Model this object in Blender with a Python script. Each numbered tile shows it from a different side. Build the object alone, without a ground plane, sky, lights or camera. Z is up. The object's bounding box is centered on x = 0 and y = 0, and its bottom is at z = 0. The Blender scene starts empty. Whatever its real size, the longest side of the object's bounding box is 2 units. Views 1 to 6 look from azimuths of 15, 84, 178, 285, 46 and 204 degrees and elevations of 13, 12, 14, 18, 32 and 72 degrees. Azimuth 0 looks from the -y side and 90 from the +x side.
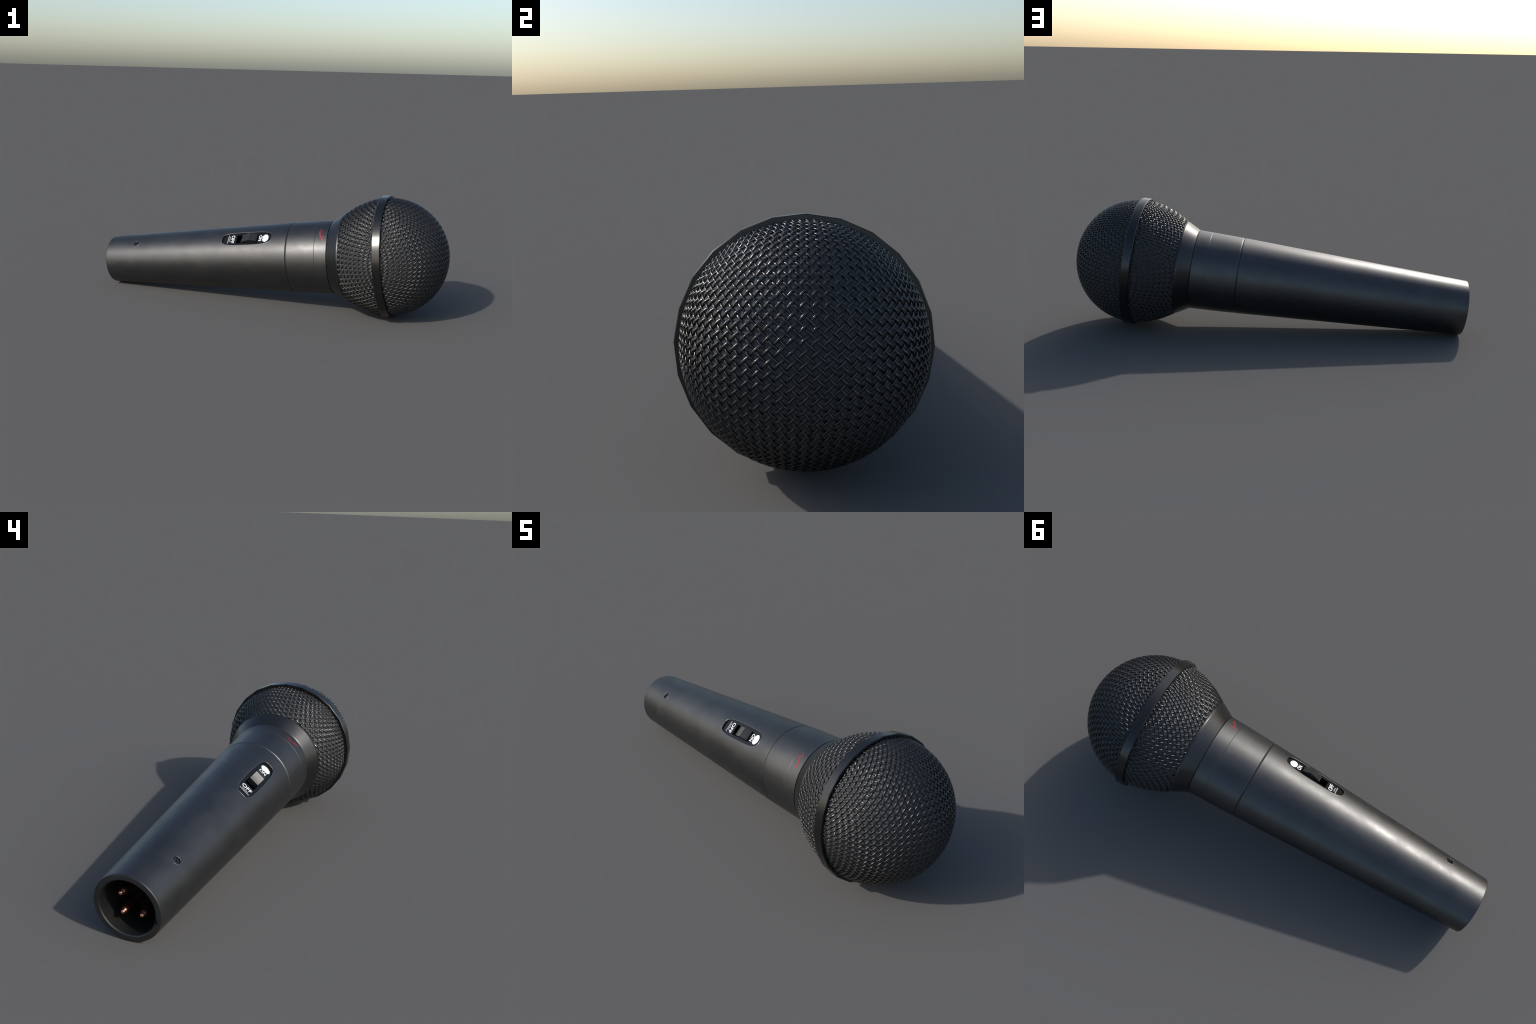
"""A black dynamic stage microphone lying on the ground.

Everything is modelled in the microphone's own frame: X runs along the axis
from the cable socket to the tip of the grille, Z points out through the
on/off switch, Y completes the right-handed set.  A root Empty carries the
parts and lays the microphone down so that the tail and the grille band rest
on the ground."""
import bpy, bmesh, math, random
from mathutils import Vector, Matrix, noise

random.seed(7)
scene = bpy.context.scene
col = scene.collection

# ------------------------------------------------------------------ frame
AXIS_ORIGIN = Vector((-0.98150, 0.17305, 0.13680))
YAW, PITCH, ROLL = math.radians(-5.928), math.radians(6.533), math.radians(-42.5)
d = Vector((math.cos(PITCH) * math.cos(YAW), math.cos(PITCH) * math.sin(YAW), math.sin(PITCH)))
side = Vector((0, 0, 1)).cross(d).normalized()
up = d.cross(side)
n = math.cos(ROLL) * up + math.sin(ROLL) * side
tau = -math.sin(ROLL) * up + math.cos(ROLL) * side
FRAME = Matrix((d, tau, n)).transposed().to_4x4()
FRAME.translation = AXIS_ORIGIN

root = bpy.data.objects.new("microphone", None)
root.empty_display_size = 0.2
col.objects.link(root)
root.matrix_world = FRAME
root["label"] = "black handheld stage microphone with woven wire ball grille"
root["category"] = "microphone"


# ------------------------------------------------------------------ helpers
def add(name, mesh, mat, parent=root, smooth=35):
    ob = bpy.data.objects.new(name, mesh)
    col.objects.link(ob)
    if mat is not None:
        mesh.materials.clear()
        mesh.materials.append(mat)
    if smooth is not None:
        shade(mesh, smooth)
    ob.parent = parent
    return ob


def shade(mesh, angle):
    for p in mesh.polygons:
        p.use_smooth = True
    mesh.set_sharp_from_angle(angle=math.radians(angle))


def mesh_from(name, verts, faces):
    me = bpy.data.meshes.new(name)
    me.from_pydata(verts, [], faces)
    bm = bmesh.new()
    bm.from_mesh(me)
    bmesh.ops.recalc_face_normals(bm, faces=bm.faces)
    bm.to_mesh(me)
    bm.free()
    return me


def lathe(name, profile, segs=96, phase=0.0, closed=False):
    """Revolve (t, r) points about the X axis; points with r = 0 become poles."""
    verts, faces, rows = [], [], []
    for t, r in profile:
        if r <= 1e-9:
            rows.append([len(verts)])
            verts.append((t, 0, 0))
        else:
            rows.append(list(range(len(verts), len(verts) + segs)))
            for k in range(segs):
                a = phase + 2 * math.pi * k / segs
                verts.append((t, r * math.sin(a), r * math.cos(a)))
    pairs = list(zip(rows, rows[1:]))
    if closed:
        pairs.append((rows[-1], rows[0]))
    for A, B in pairs:
        for k in range(segs):
            j = (k + 1) % segs
            if len(A) == 1 and len(B) == 1:
                break
            if len(A) == 1:
                faces.append((A[0], B[k], B[j]))
            elif len(B) == 1:
                faces.append((A[k], B[0], A[j]))
            else:
                faces.append((A[k], B[k], B[j], A[j]))
    return mesh_from(name, verts, faces)


def boolean(ob, cutter, op='DIFFERENCE'):
    m = ob.modifiers.new("cut", 'BOOLEAN')
    m.object = cutter
    m.operation = op
    m.solver = 'EXACT'
    dg = bpy.context.evaluated_depsgraph_get()
    me = bpy.data.meshes.new_from_object(ob.evaluated_get(dg))
    ob.modifiers.remove(m)
    old = ob.data
    ob.data = me
    me.name = old.name
    bpy.data.meshes.remove(old)
    cm = cutter.data
    bpy.data.objects.remove(cutter)
    bpy.data.meshes.remove(cm)


def prism(name, outline, lo, hi):
    """Extrude an (x, y) outline between two functions / heights of z."""
    N = len(outline)
    f = lambda h, x: h(x) if callable(h) else h
    verts = [(x, y, f(lo, x)) for x, y in outline] + [(x, y, f(hi, x)) for x, y in outline]
    faces = [tuple(range(N))[::-1], tuple(range(N, 2 * N))]
    faces += [(i, (i + 1) % N, N + (i + 1) % N, N + i) for i in range(N)]
    return mesh_from(name, verts, faces)


def temp(mesh):
    """A cutter: placed in the same space as the parts it cuts (root frame)."""
    ob = bpy.data.objects.new("cutter", mesh)
    col.objects.link(ob)
    ob.parent = root
    bpy.context.view_layer.update()
    return ob


def tube(verts, faces, pts, normals, radius, sides=6, flat=1.0, cap=True, widths=None):
    """Sweep a round (or flattened) section along pts; normals give 'up'."""
    base = len(verts)
    N = len(pts)
    for i, p in enumerate(pts):
        a, b = pts[max(i - 1, 0)], pts[min(i + 1, N - 1)]
        tan = (b - a).normalized()
        nn = normals[i]
        bi = tan.cross(nn).normalized()
        nn = bi.cross(tan)
        for k in range(sides):
            an = 2 * math.pi * (k + 0.5) / sides
            wd = radius * (widths[i] if widths else 1.0)
            verts.append(p + bi * (wd * math.cos(an)) + nn * (radius * flat * math.sin(an)))
    for i in range(N - 1):
        for k in range(sides):
            j = (k + 1) % sides
            faces.append((base + i * sides + k, base + i * sides + j,
                          base + (i + 1) * sides + j, base + (i + 1) * sides + k))
    if cap:
        faces.append(tuple(base + k for k in range(sides))[::-1])
        faces.append(tuple(base + (N - 1) * sides + k for k in range(sides)))


# ------------------------------------------------------------------ materials
class Mat:
    def __init__(self, name):
        self.mat = bpy.data.materials.new(name)
        self.mat.use_nodes = True
        self.nt = self.mat.node_tree
        self.bsdf = self.nt.nodes["Principled BSDF"]

    def node(self, kind, **kw):
        nd = self.nt.nodes.new(kind)
        for k, v in kw.items():
            if k in nd.inputs:
                nd.inputs[k].default_value = v
            else:
                setattr(nd, k, v)
        return nd

    def link(self, a, b):
        self.nt.links.new(a, b)

    def set(self, **kw):
        for k, v in kw.items():
            self.bsdf.inputs[k.replace("_", " ")].default_value = v
        return self

    def coords(self, scale=(1, 1, 1)):
        tc = self.node("ShaderNodeTexCoord")
        mp = self.node("ShaderNodeMapping")
        mp.inputs["Scale"].default_value = scale
        self.link(tc.outputs["Object"], mp.inputs["Vector"])
        return mp.outputs["Vector"]

    def noise(self, vec, scale, detail=4.0, rough=0.55):
        nd = self.node("ShaderNodeTexNoise")
        nd.inputs["Scale"].default_value = scale
        nd.inputs["Detail"].default_value = detail
        nd.inputs["Roughness"].default_value = rough
        self.link(vec, nd.inputs["Vector"])
        return nd.outputs["Fac"]

    def ramp(self, fac, stops):
        nd = self.node("ShaderNodeValToRGB")
        el = nd.color_ramp.elements
        while len(el) < len(stops):
            el.new(0.5)
        for e, (p, c) in zip(el, stops):
            e.position = p
            e.color = c if len(c) == 4 else (*c, 1)
        self.link(fac, nd.inputs["Fac"])
        return nd.outputs["Color"]

    def maprange(self, fac, a, b, c, e):
        nd = self.node("ShaderNodeMapRange")
        for k, v in zip(("From Min", "From Max", "To Min", "To Max"), (a, b, c, e)):
            nd.inputs[k].default_value = v
        self.link(fac, nd.inputs["Value"])
        return nd.outputs["Result"]

    def bump(self, fac, strength, dist):
        nd = self.node("ShaderNodeBump")
        nd.inputs["Strength"].default_value = strength
        nd.inputs["Distance"].default_value = dist
        self.link(fac, nd.inputs["Height"])
        self.link(nd.outputs["Normal"], self.bsdf.inputs["Normal"])


def g(v, tint=(1, 1, 1)):
    return (v * tint[0], v * tint[1], v * tint[2], 1)


def body_paint(name, base, rough, metallic, vary=0.06):
    m = Mat(name)
    m.set(Metallic=metallic, Roughness=rough)
    v = m.coords()
    worn = m.noise(v, 5.0, 5, 0.6)
    m.link(m.ramp(worn, [(0.3, g(base * 0.88)), (0.72, g(base * 1.12))]), m.bsdf.inputs["Base Color"])
    # handling smudges change the gloss
    smudge = m.noise(m.coords((1.0, 1.6, 1.6)), 9.5, 8, 0.68)
    m.link(m.maprange(smudge, 0.3, 0.7, rough - vary, rough + vary), m.bsdf.inputs["Roughness"])
    grain = m.noise(v, 420, 2, 0.5)
    m.bump(grain, 0.06, 0.002)
    return m.mat


M_BODY = body_paint("satin_black_metal", 0.086, 0.435, 0.95, 0.06)
M_RING = body_paint("polished_black_band", 0.05, 0.25, 0.9, 0.03)
M_COLLAR = body_paint("satin_black_collar", 0.058, 0.34, 0.9, 0.04)
M_EDGE_GLINT = Mat("lightened_glint_metal").set(Base_Color=g(0.22), Metallic=0.9, Roughness=0.33).mat  # body metal made paler so the cut edges read as lit
M_SCREW = Mat("dark_screw_steel").set(Base_Color=g(0.075), Metallic=0.9, Roughness=0.28).mat
M_BLACK = Mat("black_plastic").set(Base_Color=g(0.004), Roughness=0.7, Specular_IOR_Level=0.15).mat
M_LINING = Mat("socket_lining").set(Base_Color=g(0.008), Roughness=0.6, Specular_IOR_Level=0.2).mat
M_GROOVE = Mat("groove_shadow_metal").set(Base_Color=g(0.03), Metallic=0.6, Roughness=0.4).mat
M_WHITE = Mat("white_print").set(Base_Color=g(0.9), Roughness=0.45).mat
M_GREYPRINT = Mat("fine_grey_print").set(Base_Color=g(0.42), Roughness=0.5).mat
M_RED = Mat("red_print").set(Base_Color=(0.31, 0.024, 0.028, 1), Roughness=0.45, Metallic=0.4).mat
M_PLATE = Mat("dark_switch_plate").set(Base_Color=g(0.034), Metallic=0.9, Roughness=0.28).mat


def copper():
    m = Mat("copper_contact").set(Metallic=1.0, Roughness=0.3)
    m.link(m.ramp(m.noise(m.coords(), 60, 3), [(0.3, (0.50, 0.24, 0.15, 1)), (0.7, (0.66, 0.36, 0.24, 1))]),
           m.bsdf.inputs["Base Color"])
    return m.mat


def button_mat():
    m = Mat("ribbed_button_plastic").set(Roughness=0.36, Metallic=0.55)
    fine = m.noise(m.coords((260, 6, 6)), 1.0, 2)
    m.link(m.ramp(fine, [(0.3, g(0.018)), (0.75, g(0.065))]), m.bsdf.inputs["Base Color"])
    return m.mat


def foam_mat():
    m = Mat("grille_foam").set(Roughness=0.6, Metallic=0.0, Specular_IOR_Level=0.3)
    v = m.coords()
    f = m.noise(v, 190, 5, 0.7)
    m.link(m.ramp(f, [(0.28, g(0.014)), (0.5, g(0.050)), (0.78, g(0.135))]), m.bsdf.inputs["Base Color"])
    m.bump(f, 0.7, 0.006)
    return m.mat


def wire_mat():
    m = Mat("painted_steel_wire").set(Metallic=0.92, Roughness=0.27)
    v = m.coords()
    f = m.noise(v, 60, 4, 0.6)
    m.link(m.ramp(f, [(0.3, g(0.044)), (0.7, g(0.080))]), m.bsdf.inputs["Base Color"])
    r = m.noise(v, 140, 3, 0.6)
    m.link(m.maprange(r, 0.3, 0.7, 0.18, 0.30), m.bsdf.inputs["Roughness"])
    return m.mat


M_COPPER, M_BUTTON, M_FOAM, M_WIRE = copper(), button_mat(), foam_mat(), wire_mat()

# ------------------------------------------------------------------ dimensions
T_GROOVE, T_SEAM, T_COLLAR = 1.158, 1.320, 1.389
R_TAIL, R_GROOVE, R_NECK = 0.1380, 0.1949, 0.2023


def r_body(t):
    if t <= T_GROOVE:
        return R_TAIL + (R_GROOVE - R_TAIL) * t / T_GROOVE
    s = (t - T_GROOVE) / (T_COLLAR - T_GROOVE)
    return R_GROOVE + (R_NECK - R_GROOVE) * (1.15 * s - 0.15 * s * s)


# ------------------------------------------------------------------ handle
PLATE_K, PLATE_H0 = 0.0471, 0.1322
plate_z = lambda t: PLATE_H0 + PLATE_K * t
P_MID, P_LEN, P_HALF, P_EXP = 0.9170, 0.1500, 0.0432, 3.6


def plate_outline(grow=0.0, N=96):
    pts = []
    for i in range(N):
        a = 2 * math.pi * i / N
        c, s = math.cos(a), math.sin(a)
        e = 2 / P_EXP
        pts.append((P_MID + (P_LEN + grow) * math.copysign(abs(c) ** e, c),
                    (P_HALF + grow) * math.copysign(abs(s) ** e, s)))
    return pts


R_BORE, T_BORE = 0.1135, 0.176
prof = [(T_BORE, 0), (T_BORE, R_BORE), (0.0055, R_BORE), (0.0025, R_BORE + 0.003), (0.0025, R_TAIL - 0.0045),
        (0.004, R_TAIL - 0.001), (0.0075, r_body(0.0075))]
NB = 46
prof += [(0.0075 + (1.1535 - 0.0075) * i / NB, r_body(0.0075 + (1.1535 - 0.0075) * i / NB)) for i in range(1, NB + 1)]
prof[-1:] = [(1.1510, r_body(1.1510)), (1.1522, r_body(1.1522))]
prof[7:7] = [(0.0085, r_body(0.0085))]
prof += [(1.1536, R_GROOVE - 0.0005), (1.1550, R_GROOVE - 0.0014), (1.1563, R_GROOVE - 0.0029), (1.1573, R_GROOVE - 0.0034), (1.1573, 0)]
handle = add("handle", lathe("handle", prof, 180), M_BODY)
bpy.context.view_layer.update()
boolean(handle, temp(prism("c", plate_outline(), lambda t: plate_z(t) - 0.060, 0.3)))
# screw hole
T_SCREW, R_SCREW = 0.2035, 0.0178
circle = lambda cx, cy, r, N=40: [(cx + r * math.cos(2 * math.pi * i / N), cy + r * math.sin(2 * math.pi * i / N)) for i in range(N)]
screw_z = r_body(T_SCREW)
boolean(handle, temp(prism("c", circle(T_SCREW, 0, R_SCREW), screw_z - 0.02, 0.3)))


# key notch in the rim of the cable socket
def radial_box(t0, t1, r0, r1, ang, half):
    v = []
    for t in (t0, t1):
        for a in (ang - half, ang + half):
            for r in (r0, r1):
                v.append((t, r * math.sin(a), r * math.cos(a)))
    f = [(0, 1, 3, 2), (4, 6, 7, 5), (0, 4, 5, 1), (2, 3, 7, 6), (0, 2, 6, 4), (1, 5, 7, 3)]
    return mesh_from("c", v, f)


boolean(handle, temp(radial_box(-0.01, 0.0120, 0.10, 0.1255, math.radians(-60.5), math.radians(5.6))))
shade(handle.data, 24)

neck_prof = [(1.1575, 0), (1.1575, R_GROOVE - 0.0034), (1.1585, R_GROOVE - 0.0029), (1.1598, R_GROOVE - 0.0014), (1.1612, R_GROOVE - 0.0004), (1.1626, r_body(1.1626)), (1.1640, r_body(1.164))]
neck_prof += [(1.162 + (T_SEAM - 0.0015 - 1.162) * i / 6, r_body(1.162 + (T_SEAM - 0.0015 - 1.162) * i / 6)) for i in range(1, 7)]
neck_prof[-1:-1] = [(T_SEAM - 0.0028, r_body(T_SEAM - 0.0028))]
neck_prof += [(T_SEAM, r_body(T_SEAM) - 0.0007), (T_SEAM + 0.0015, r_body(T_SEAM + 0.0015)), (T_SEAM + 0.0028, r_body(T_SEAM + 0.0028))]
neck_prof += [(T_SEAM + 0.0015 + (T_COLLAR - 0.0015 - T_SEAM - 0.0015) * i / 4, r_body(T_SEAM + 0.0015 + (T_COLLAR - 0.003 - T_SEAM) * i / 4)) for i in range(1, 5)]
neck_prof += [(T_COLLAR, R_NECK - 0.004), (T_COLLAR + 0.002, 0)]
neck = add("neck_sleeve", lathe("neck_sleeve", neck_prof, 180), M_BODY, smooth=24)


# ------------------------------------------------------------------ cable socket
lining = lathe("cable_socket", [(0.174, 0), (0.174, 0.1115), (0.0085, 0.1115), (0.0075, 0.1125), (0.0075, 0.1133),
                                (0.1755, 0.1133), (0.1755, 0)], 96)
socket = add("cable_socket", lining, M_LINING)
PIN_R, PIN_C, PIN_T = 0.0098, 0.0558, 0.027
pin_prof = [(PIN_T, 0)]
for i in range(1, 7):
    a = math.pi / 2 * i / 6
    pin_prof.append((PIN_T + PIN_R * (1 - math.cos(a)), PIN_R * math.sin(a)))
pin_prof += [(PIN_T + 0.014, 0.0128), (PIN_T + 0.022, 0.0158), (PIN_T + 0.030, 0.0166), (0.1735, 0.0166), (0.1735, 0)]
pin_mesh = lathe("contact_pin", pin_prof, 24)
for k in (1, 2, 3):
    a = math.radians(90 * k)
    p = add("contact_pin", pin_mesh, M_COPPER, socket, 60)
    p.location = (0, PIN_C * math.sin(a), PIN_C * math.cos(a))

# ------------------------------------------------------------------ cross-head screw
screw_mesh = bpy.data.meshes.new("screw")
bm = bmesh.new()
bmesh.ops.create_cone(bm, cap_ends=True, segments=40, radius1=R_SCREW - 0.0010, radius2=R_SCREW - 0.0028, depth=0.008)
bm.to_mesh(screw_mesh)
bm.free()
screw = add("screw", screw_mesh, M_SCREW, smooth=None)
bpy.context.view_layer.update()
for w, l in ((0.0022, 0.0105), (0.0105, 0.0022)):
    me = prism("c", [(-w, -l), (w, -l), (w, l), (-w, l)], 0.0005, 0.02)
    boolean(screw, temp(me))
shade(screw.data, 30)
tilt = math.atan((R_GROOVE - R_TAIL) / T_GROOVE)
screw.location = (T_SCREW, 0, screw_z - 0.0082)
screw.rotation_euler = (0, -tilt, math.radians(20))

# light caught on the screw hole's edge, modelled as a thin pale ring
pts, nrm = [], []
for x, y in circle(T_SCREW, 0, R_SCREW + 0.0003, 48):
    nv = Vector((0, y, math.sqrt(r_body(x) ** 2 - y * y))).normalized()
    pts.append(Vector((x, 0, 0)) + nv * (r_body(x) + 0.0001))
    nrm.append(nv)
V, F = [], []
tube(V, F, pts + pts[:2], nrm + nrm[:2], 0.0010, 8, 0.6, cap=False)
add("screw_hole_glint", mesh_from("screw_hole_glint", V, F), M_EDGE_GLINT, handle, 60)

# ------------------------------------------------------------------ switch
S0, S1, SW = 0.8545, 0.9850, 0.0268
plate = add("switch_plate", prism("switch_plate", plate_outline(-0.0004), lambda t: plate_z(t) - 0.012, plate_z), M_PLATE, smooth=None)
bpy.context.view_layer.update()
boolean(plate, temp(prism("c", [(S0, -SW), (S1, -SW), (S1, SW), (S0, SW)], 0.12, 0.25)))
shade(plate.data, 30)

# bevel highlight built as a pale tube along the plate's edge on the handle
pts, nrm = [], []
for x, y in plate_outline(0.0002, 128):
    r = r_body(x)
    z = math.sqrt(r * r - y * y)
    nv = Vector((0, y, z)).normalized()
    pts.append(Vector((x, y, z)) + nv * 0.0001)
    nrm.append(nv)
V, F = [], []
tube(V, F, pts + pts[:2], nrm + nrm[:2], 0.0012, 8, 0.6, cap=False)
rim = add("plate_edge_glint", mesh_from("plate_edge_glint", V, F), M_EDGE_GLINT, plate, 60)

# black well under the slot
well = add("switch_well", prism("switch_slot", [(S0 - 0.003, -SW - 0.003), (S1 + 0.003, -SW - 0.003), (S1 + 0.003, SW + 0.003), (S0 - 0.003, SW + 0.003)],
                                lambda t: plate_z(t) - 0.058, lambda t: plate_z(t) - 0.034), M_BLACK, plate)

# slide button: a ribbed roof that peaks in the middle
K0, K1, KP, KW = 0.8905, 0.9800, 0.9385, 0.0240
ribs = 30
top = []
for i in range(ribs * 2 + 1):
    t = K0 + (K1 - K0) * i / (ribs * 2)
    u = (t - K0) / (KP - K0) if t < KP else (K1 - t) / (K1 - KP)
    h = 0.0080 + 0.0142 * (u ** 0.85)
    h -= 0.0007 * (i % 2)
    top.append((t, h))
NV = len(top)
V, F = [], []
for y, sgn in ((-KW, -1), (KW, 1)):
    for t, h in top:
        V.append((t, y, plate_z(t) + h))
    for t, h in top:
        V.append((t, y, plate_z(t) - 0.014))
for i in range(NV - 1):
    a, b, c, e = i, i + 1, 2 * NV + i + 1, 2 * NV + i
    F.append((a, b, c, e))
    F.append((NV + i, 3 * NV + i, 3 * NV + i + 1, NV + i + 1))
    F.append((i, NV + i, NV + i + 1, i + 1))
    F.append((2 * NV + i, 2 * NV + i + 1, 3 * NV + i + 1, 3 * NV + i))
F.append((0, 2 * NV, 3 * NV, NV))
F.append((NV - 1, 2 * NV - 1, 4 * NV - 1, 3 * NV - 1))
button = add("slide_button", mesh_from("slide_button", V, F), M_BUTTON, plate, 20)


# ------------------------------------------------------------------ printing on the plate
# local print frame: x to the right = -Y, y up = +X (towards the grille)
def on_plate(x, y, lift):
    return Vector((y, -x, plate_z(y) + lift))


def word(name, body, x0, x1, y0, y1, weight):
    cu = bpy.data.curves.new(name, 'FONT')
    cu.body = body
    cu.size = 1.0
    cu.offset = weight
    cu.resolution_u = 4
    cu.extrude = 0.02
    ob = bpy.data.objects.new(name, cu)
    col.objects.link(ob)
    bpy.context.view_layer.update()
    me = bpy.data.meshes.new_from_object(ob.evaluated_get(bpy.context.evaluated_depsgraph_get()))
    bpy.data.objects.remove(ob)
    bpy.data.curves.remove(cu)
    xs = [v.co.x for v in me.vertices]
    ys = [v.co.y for v in me.vertices]
    ax, bx, ay, by = min(xs), max(xs), min(ys), max(ys)
    for v in me.vertices:
        x = x0 + (v.co.x - ax) / (bx - ax) * (x1 - x0)
        y = y0 + (v.co.y - ay) / (by - ay) * (y1 - y0)
        v.co = on_plate(x, y, 0.0004 + 0.0004 * (1 if v.co.z > 0 else -1))
    me.name = name
    return add(name, me, M_WHITE, plate, 30)


word("on_word", "ON", -0.0192, 0.0184, 0.9890, 1.0085, 0.010)
word("off_word", "OFF", -0.0275, 0.0254, 0.8210, 0.8415, 0.006)

# solid white oval above the word, nicked by the word's upper edge
pts = []
for i in range(64):
    a = 2 * math.pi * i / 64
    x, y = 0.0245 * math.cos(a), 0.0182 * math.sin(a)
    if y < 0:
        y += 0.0045 * math.exp(-((x - 0.0015) / 0.0028) ** 2)
    pts.append((x + 0.0010, 1.0287 + y))
V = [on_plate(x, y, h) for h in (0.0, 0.0008) for x, y in pts]
N = len(pts)
F = [tuple(range(N))[::-1], tuple(range(N, 2 * N))] + [(i, (i + 1) % N, N + (i + 1) % N, N + i) for i in range(N)]
add("white_oval", mesh_from("white_oval", V, F), M_WHITE, plate, 30)

# two rows of fine print too small to read
V, F = [], []
for xa, xb, yc in ((-0.0195, 0.0145, 0.8125), (-0.0290, 0.0238, 0.8035)):
    x = xa
    while x < xb:
        w = random.uniform(0.0012, 0.0026)
        h = random.uniform(0.0018, 0.0026)
        b = len(V)
        for lift in (0.0, 0.0006):
            V += [on_plate(x, yc - h, lift), on_plate(x + w, yc - h, lift), on_plate(x + w, yc + h, lift), on_plate(x, yc + h, lift)]
        F += [(b + 3, b + 2, b + 1, b), (b + 4, b + 5, b + 6, b + 7)] + [(b + i, b + (i + 1) % 4, b + 4 + (i + 1) % 4, b + 4 + i) for i in range(4)]
        x += w + 0.0007
fine = add("fine_print", mesh_from("fine_print", V, F), M_GREYPRINT, plate, None)
fine["kind"] = "stuff"

# ------------------------------------------------------------------ red script on the neck
strokes = [
    [(-.0372, 1.3420), (-.0350, 1.3500), (-.0305, 1.3570), (-.0250, 1.3590), (-.0212, 1.3560), (-.0203, 1.3480), (-.0203, 1.3400), (-.0192, 1.3322)],
    [(-.0240, 1.3468), (-.0180, 1.3480), (-.0130, 1.3500)],
    [(-.0130, 1.3440), (-.0085, 1.3465), (-.0088, 1.3500), (-.0120, 1.3490), (-.0125, 1.3440), (-.0090, 1.3418), (-.0040, 1.3440), (-.0030, 1.3500)],
    [(-.0032, 1.3430), (-.0022, 1.3500), (.0020, 1.3518), (.0030, 1.3455), (.0065, 1.3470)],
    [(.0132, 1.3560), (.0100, 1.3570), (.0068, 1.3520), (.0080, 1.3480), (.0120, 1.3510), (.0140, 1.3640), (.0145, 1.3745)],
    [(.0130, 1.3560), (.0150, 1.3510), (.0190, 1.3530)],
    [(.0190, 1.3550), (.0240, 1.3590), (.0232, 1.3628), (.0200, 1.3600), (.0205, 1.3550), (.0260, 1.3560), (.0290, 1.3640)],
    [(.0290, 1.3560), (.0295, 1.3650), (.0325, 1.3655), (.0330, 1.3590), (.0368, 1.3600)],
]


def catmull(P, sub=6):
    out = []
    for i in range(len(P) - 1):
        p0, p1, p2, p3 = P[max(i - 1, 0)], P[i], P[i + 1], P[min(i + 2, len(P) - 1)]
        for k in range(sub):
            u = k / sub
            out.append(tuple(0.5 * (2 * b + (c - a) * u + (2 * a - 5 * b + 4 * c - e) * u * u + (3 * b - a - 3 * c + e) * u ** 3)
                             for a, b, c, e in zip(p0, p1, p2, p3)))
    out.append(P[-1])
    return out


V, F = [], []
for s in strokes:
    pts, nrm = [], []
    for x, t in catmull(s):
        r = r_body(t)
        a = -x / r
        nv = Vector((0, math.sin(a), math.cos(a)))
        pts.append(Vector((t, 0, 0)) + nv * (r + 0.0003))
        nrm.append(nv)
    tube(V, F, pts, nrm, 0.00125, 8, 0.45)
add("red_script", mesh_from("red_script", V, F), M_RED, neck, 60)

# ------------------------------------------------------------------ collar
collar = add("collar", lathe("collar", [(1.3895, 0.190), (1.3895, 0.1990), (1.3905, 0.2012), (1.3925, 0.2028), (1.3937, 0.20346), (1.4503, 0.23444), (1.4515, 0.2351), (1.4532, 0.2358),
                                        (1.4545, 0.2360), (1.4606, 0.2362), (1.4618, 0.2352), (1.4620, 0.225)], 120, closed=True), M_COLLAR, smooth=18)

# ------------------------------------------------------------------ grille
BALL_T, BALL_R = 1.6856, 0.3156
PITCH_W, WIRE_R, WIRE_A, WIRE_FLAT = 0.0196, 0.0033, 0.0020, 0.54
SINK = WIRE_R * WIRE_FLAT + WIRE_A - 0.0002           # crowns of the wires lie on the ball's surface
FOAM_SINK = SINK + 0.0018


def front_point(rho):
    """arc length from the pole -> (t, r, normal_t, normal_r)"""
    th = rho / BALL_R
    return BALL_T + BALL_R * math.cos(th), BALL_R * math.sin(th), math.cos(th), math.sin(th)


REAR = [(1.452, 0.2310), (1.4717, 0.2465), (1.5056, 0.2662), (1.5317, 0.2797), (1.5654, 0.2922), (1.592, 0.3020), (1.620, 0.3090), (1.645, 0.3130), (1.664, 0.3140)]
rear_fine = catmull(REAR, 10)
rear_s = [0.0]
for a, b in zip(rear_fine, rear_fine[1:]):
    rear_s.append(rear_s[-1] + math.hypot(b[0] - a[0], b[1] - a[1]))
REAR_RHO0 = 0.2310
FRONT_END = BALL_R * math.acos((1.7035 - BALL_T) / BALL_R)


def rear_point(rho):
    s = min(max(rho - REAR_RHO0, 0), rear_s[-1])
    i = 0
    while i < len(rear_s) - 2 and rear_s[i + 1] < s:
        i += 1
    u = (s - rear_s[i]) / (rear_s[i + 1] - rear_s[i])
    a, b = rear_fine[i], rear_fine[i + 1]
    dt, dr = b[0] - a[0], b[1] - a[1]
    L = math.hypot(dt, dr)
    return a[0] + dt * u, a[1] + dr * u, -dr / L, dt / L


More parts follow.
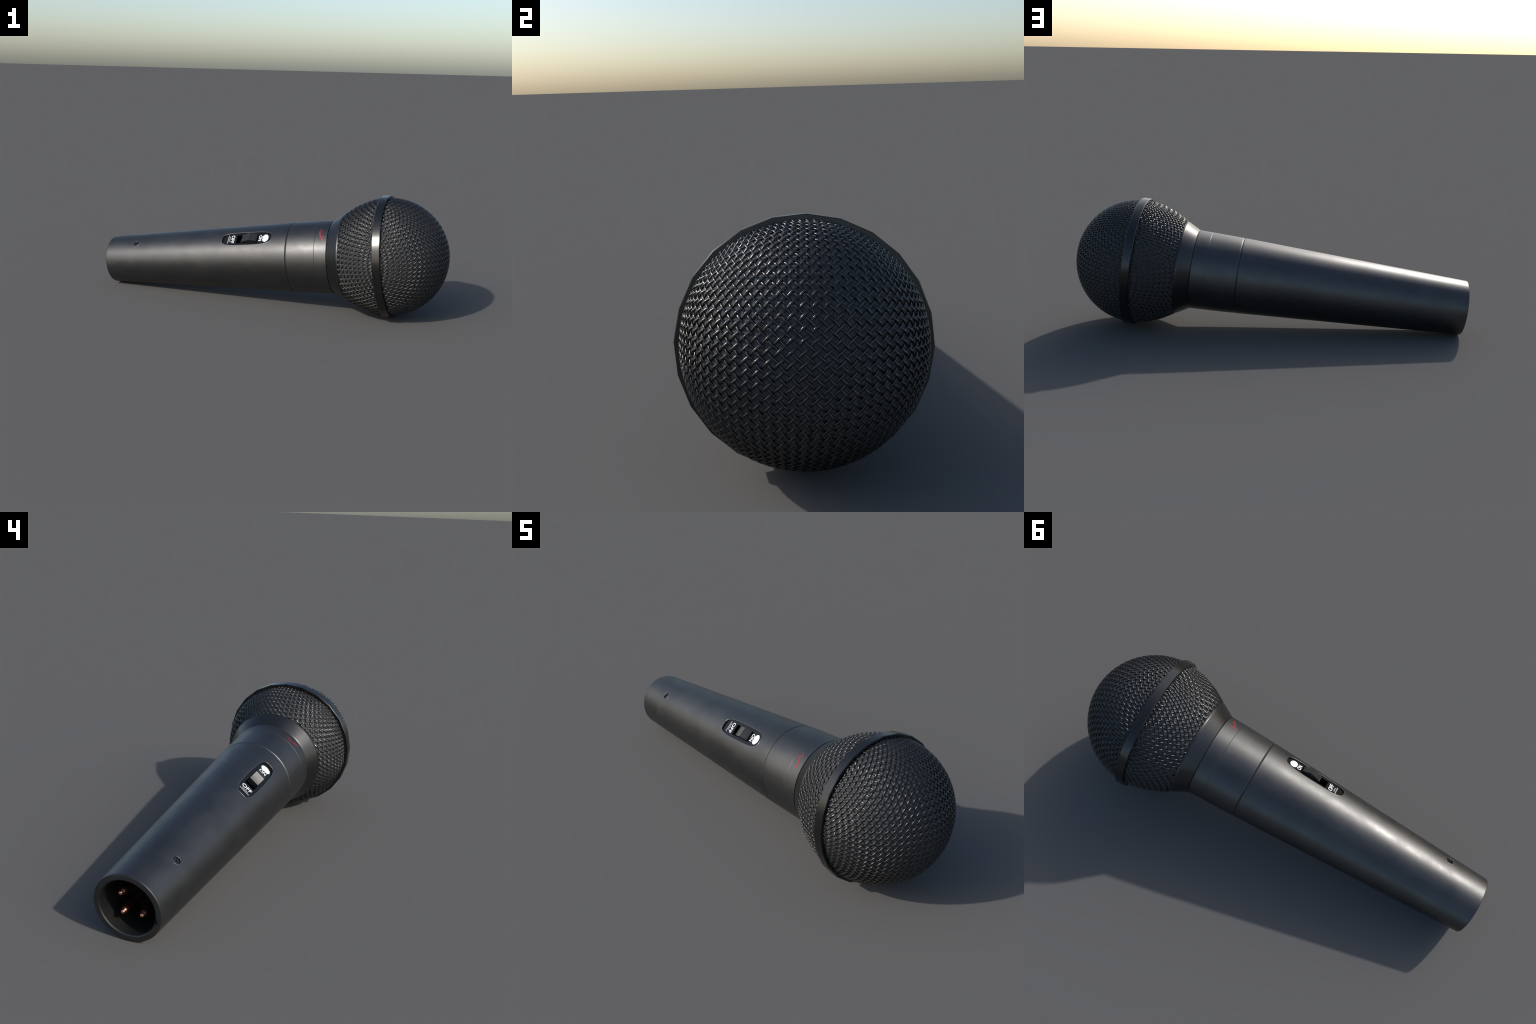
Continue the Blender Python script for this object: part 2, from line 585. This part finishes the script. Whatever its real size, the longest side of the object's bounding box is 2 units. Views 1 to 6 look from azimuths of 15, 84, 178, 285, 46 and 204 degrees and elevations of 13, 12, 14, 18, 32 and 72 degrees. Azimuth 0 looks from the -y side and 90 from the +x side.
def weave(point, rho_min, rho_max, offset=0.0):
    """Plain-weave wire cloth laid out flat on a disc and formed over the ball."""
    V, F = [], []
    K = int(rho_max / PITCH_W) + 1
    step = PITCH_W / 5
    M = int(rho_max / step) + 2
    for axis in (0, 1):
        for k in range(-K, K + 1):
            c = (k + offset) * PITCH_W
            run, nr, wd = [], [], []
            for i in range(-M, M + 2):
                w = i * step
                rho = math.hypot(c, w)
                ok = rho_min <= rho <= rho_max and i <= M
                if ok:
                    x, y = (w, c) if axis == 0 else (c, w)
                    ang = math.atan2(y, x)
                    t, r, nt, nrr = point(rho)
                    sgn = 1 if axis == 0 else -1
                    ph = math.pi * (w / PITCH_W - offset + k)
                    wob = 0.00025 * noise.noise(Vector((c * 40, w * 40, axis * 9.0)))
                    h = -SINK + sgn * WIRE_A * math.cos(ph) + wob
                    nv = Vector((nt, nrr * math.sin(ang), nrr * math.cos(ang)))
                    run.append(Vector((t, r * math.sin(ang), r * math.cos(ang))) + nv * h)
                    nr.append(nv)
                    # forming the flat cloth squeezes it round the circumference
                    squeeze = min(r / rho, 1.0) if rho > 1e-6 else 1.0
                    radial = abs(w) / rho if rho > 1e-6 else 0.0
                    wd.append(math.sqrt((squeeze * radial) ** 2 + 1 - radial ** 2))
                else:
                    if len(run) > 2:
                        tube(V, F, run, nr, WIRE_R, 8, WIRE_FLAT, widths=wd)
                    run, nr, wd = [], [], []
    return V, F


def grille(name, profile, point, r0, r1, offset):
    base = add(name, lathe(name, profile, 120), M_FOAM, smooth=60)
    V, F = weave(point, r0, r1, offset)
    me = bpy.data.meshes.new("woven_wire")
    me.from_pydata(V, [], F)
    me.update()
    w = add("woven_wire", me, M_WIRE, base, 70)
    w["kind"] = "stuff"
    return base


front_prof = []
for i in range(33):
    t, r, nt, nr_ = front_point(FRONT_END * i / 32)
    front_prof.append((t - nt * FOAM_SINK, max(r - nr_ * FOAM_SINK, 0)))
front_prof[0] = (front_prof[0][0], 0.0)
grille("front_grille", front_prof, front_point, 0.0, FRONT_END, 0.0)

rear_prof = []
for i in range(25):
    t, r, nt, nr_ = rear_point(REAR_RHO0 + rear_s[-1] * i / 24)
    rear_prof.append((t - nt * FOAM_SINK, r - nr_ * FOAM_SINK))
grille("rear_grille", rear_prof, rear_point, REAR_RHO0 + 0.002, REAR_RHO0 + rear_s[-1], 0.5)

# flat-sided band round the middle (24 facets)
band = add("grille_band", lathe("grille_band", [(1.6625, 0.300), (1.6625, 0.3261), (1.6649, 0.3285), (1.7018, 0.3285), (1.7040, 0.3263), (1.7040, 0.300)],
                                  24, closed=True), M_RING, smooth=30)
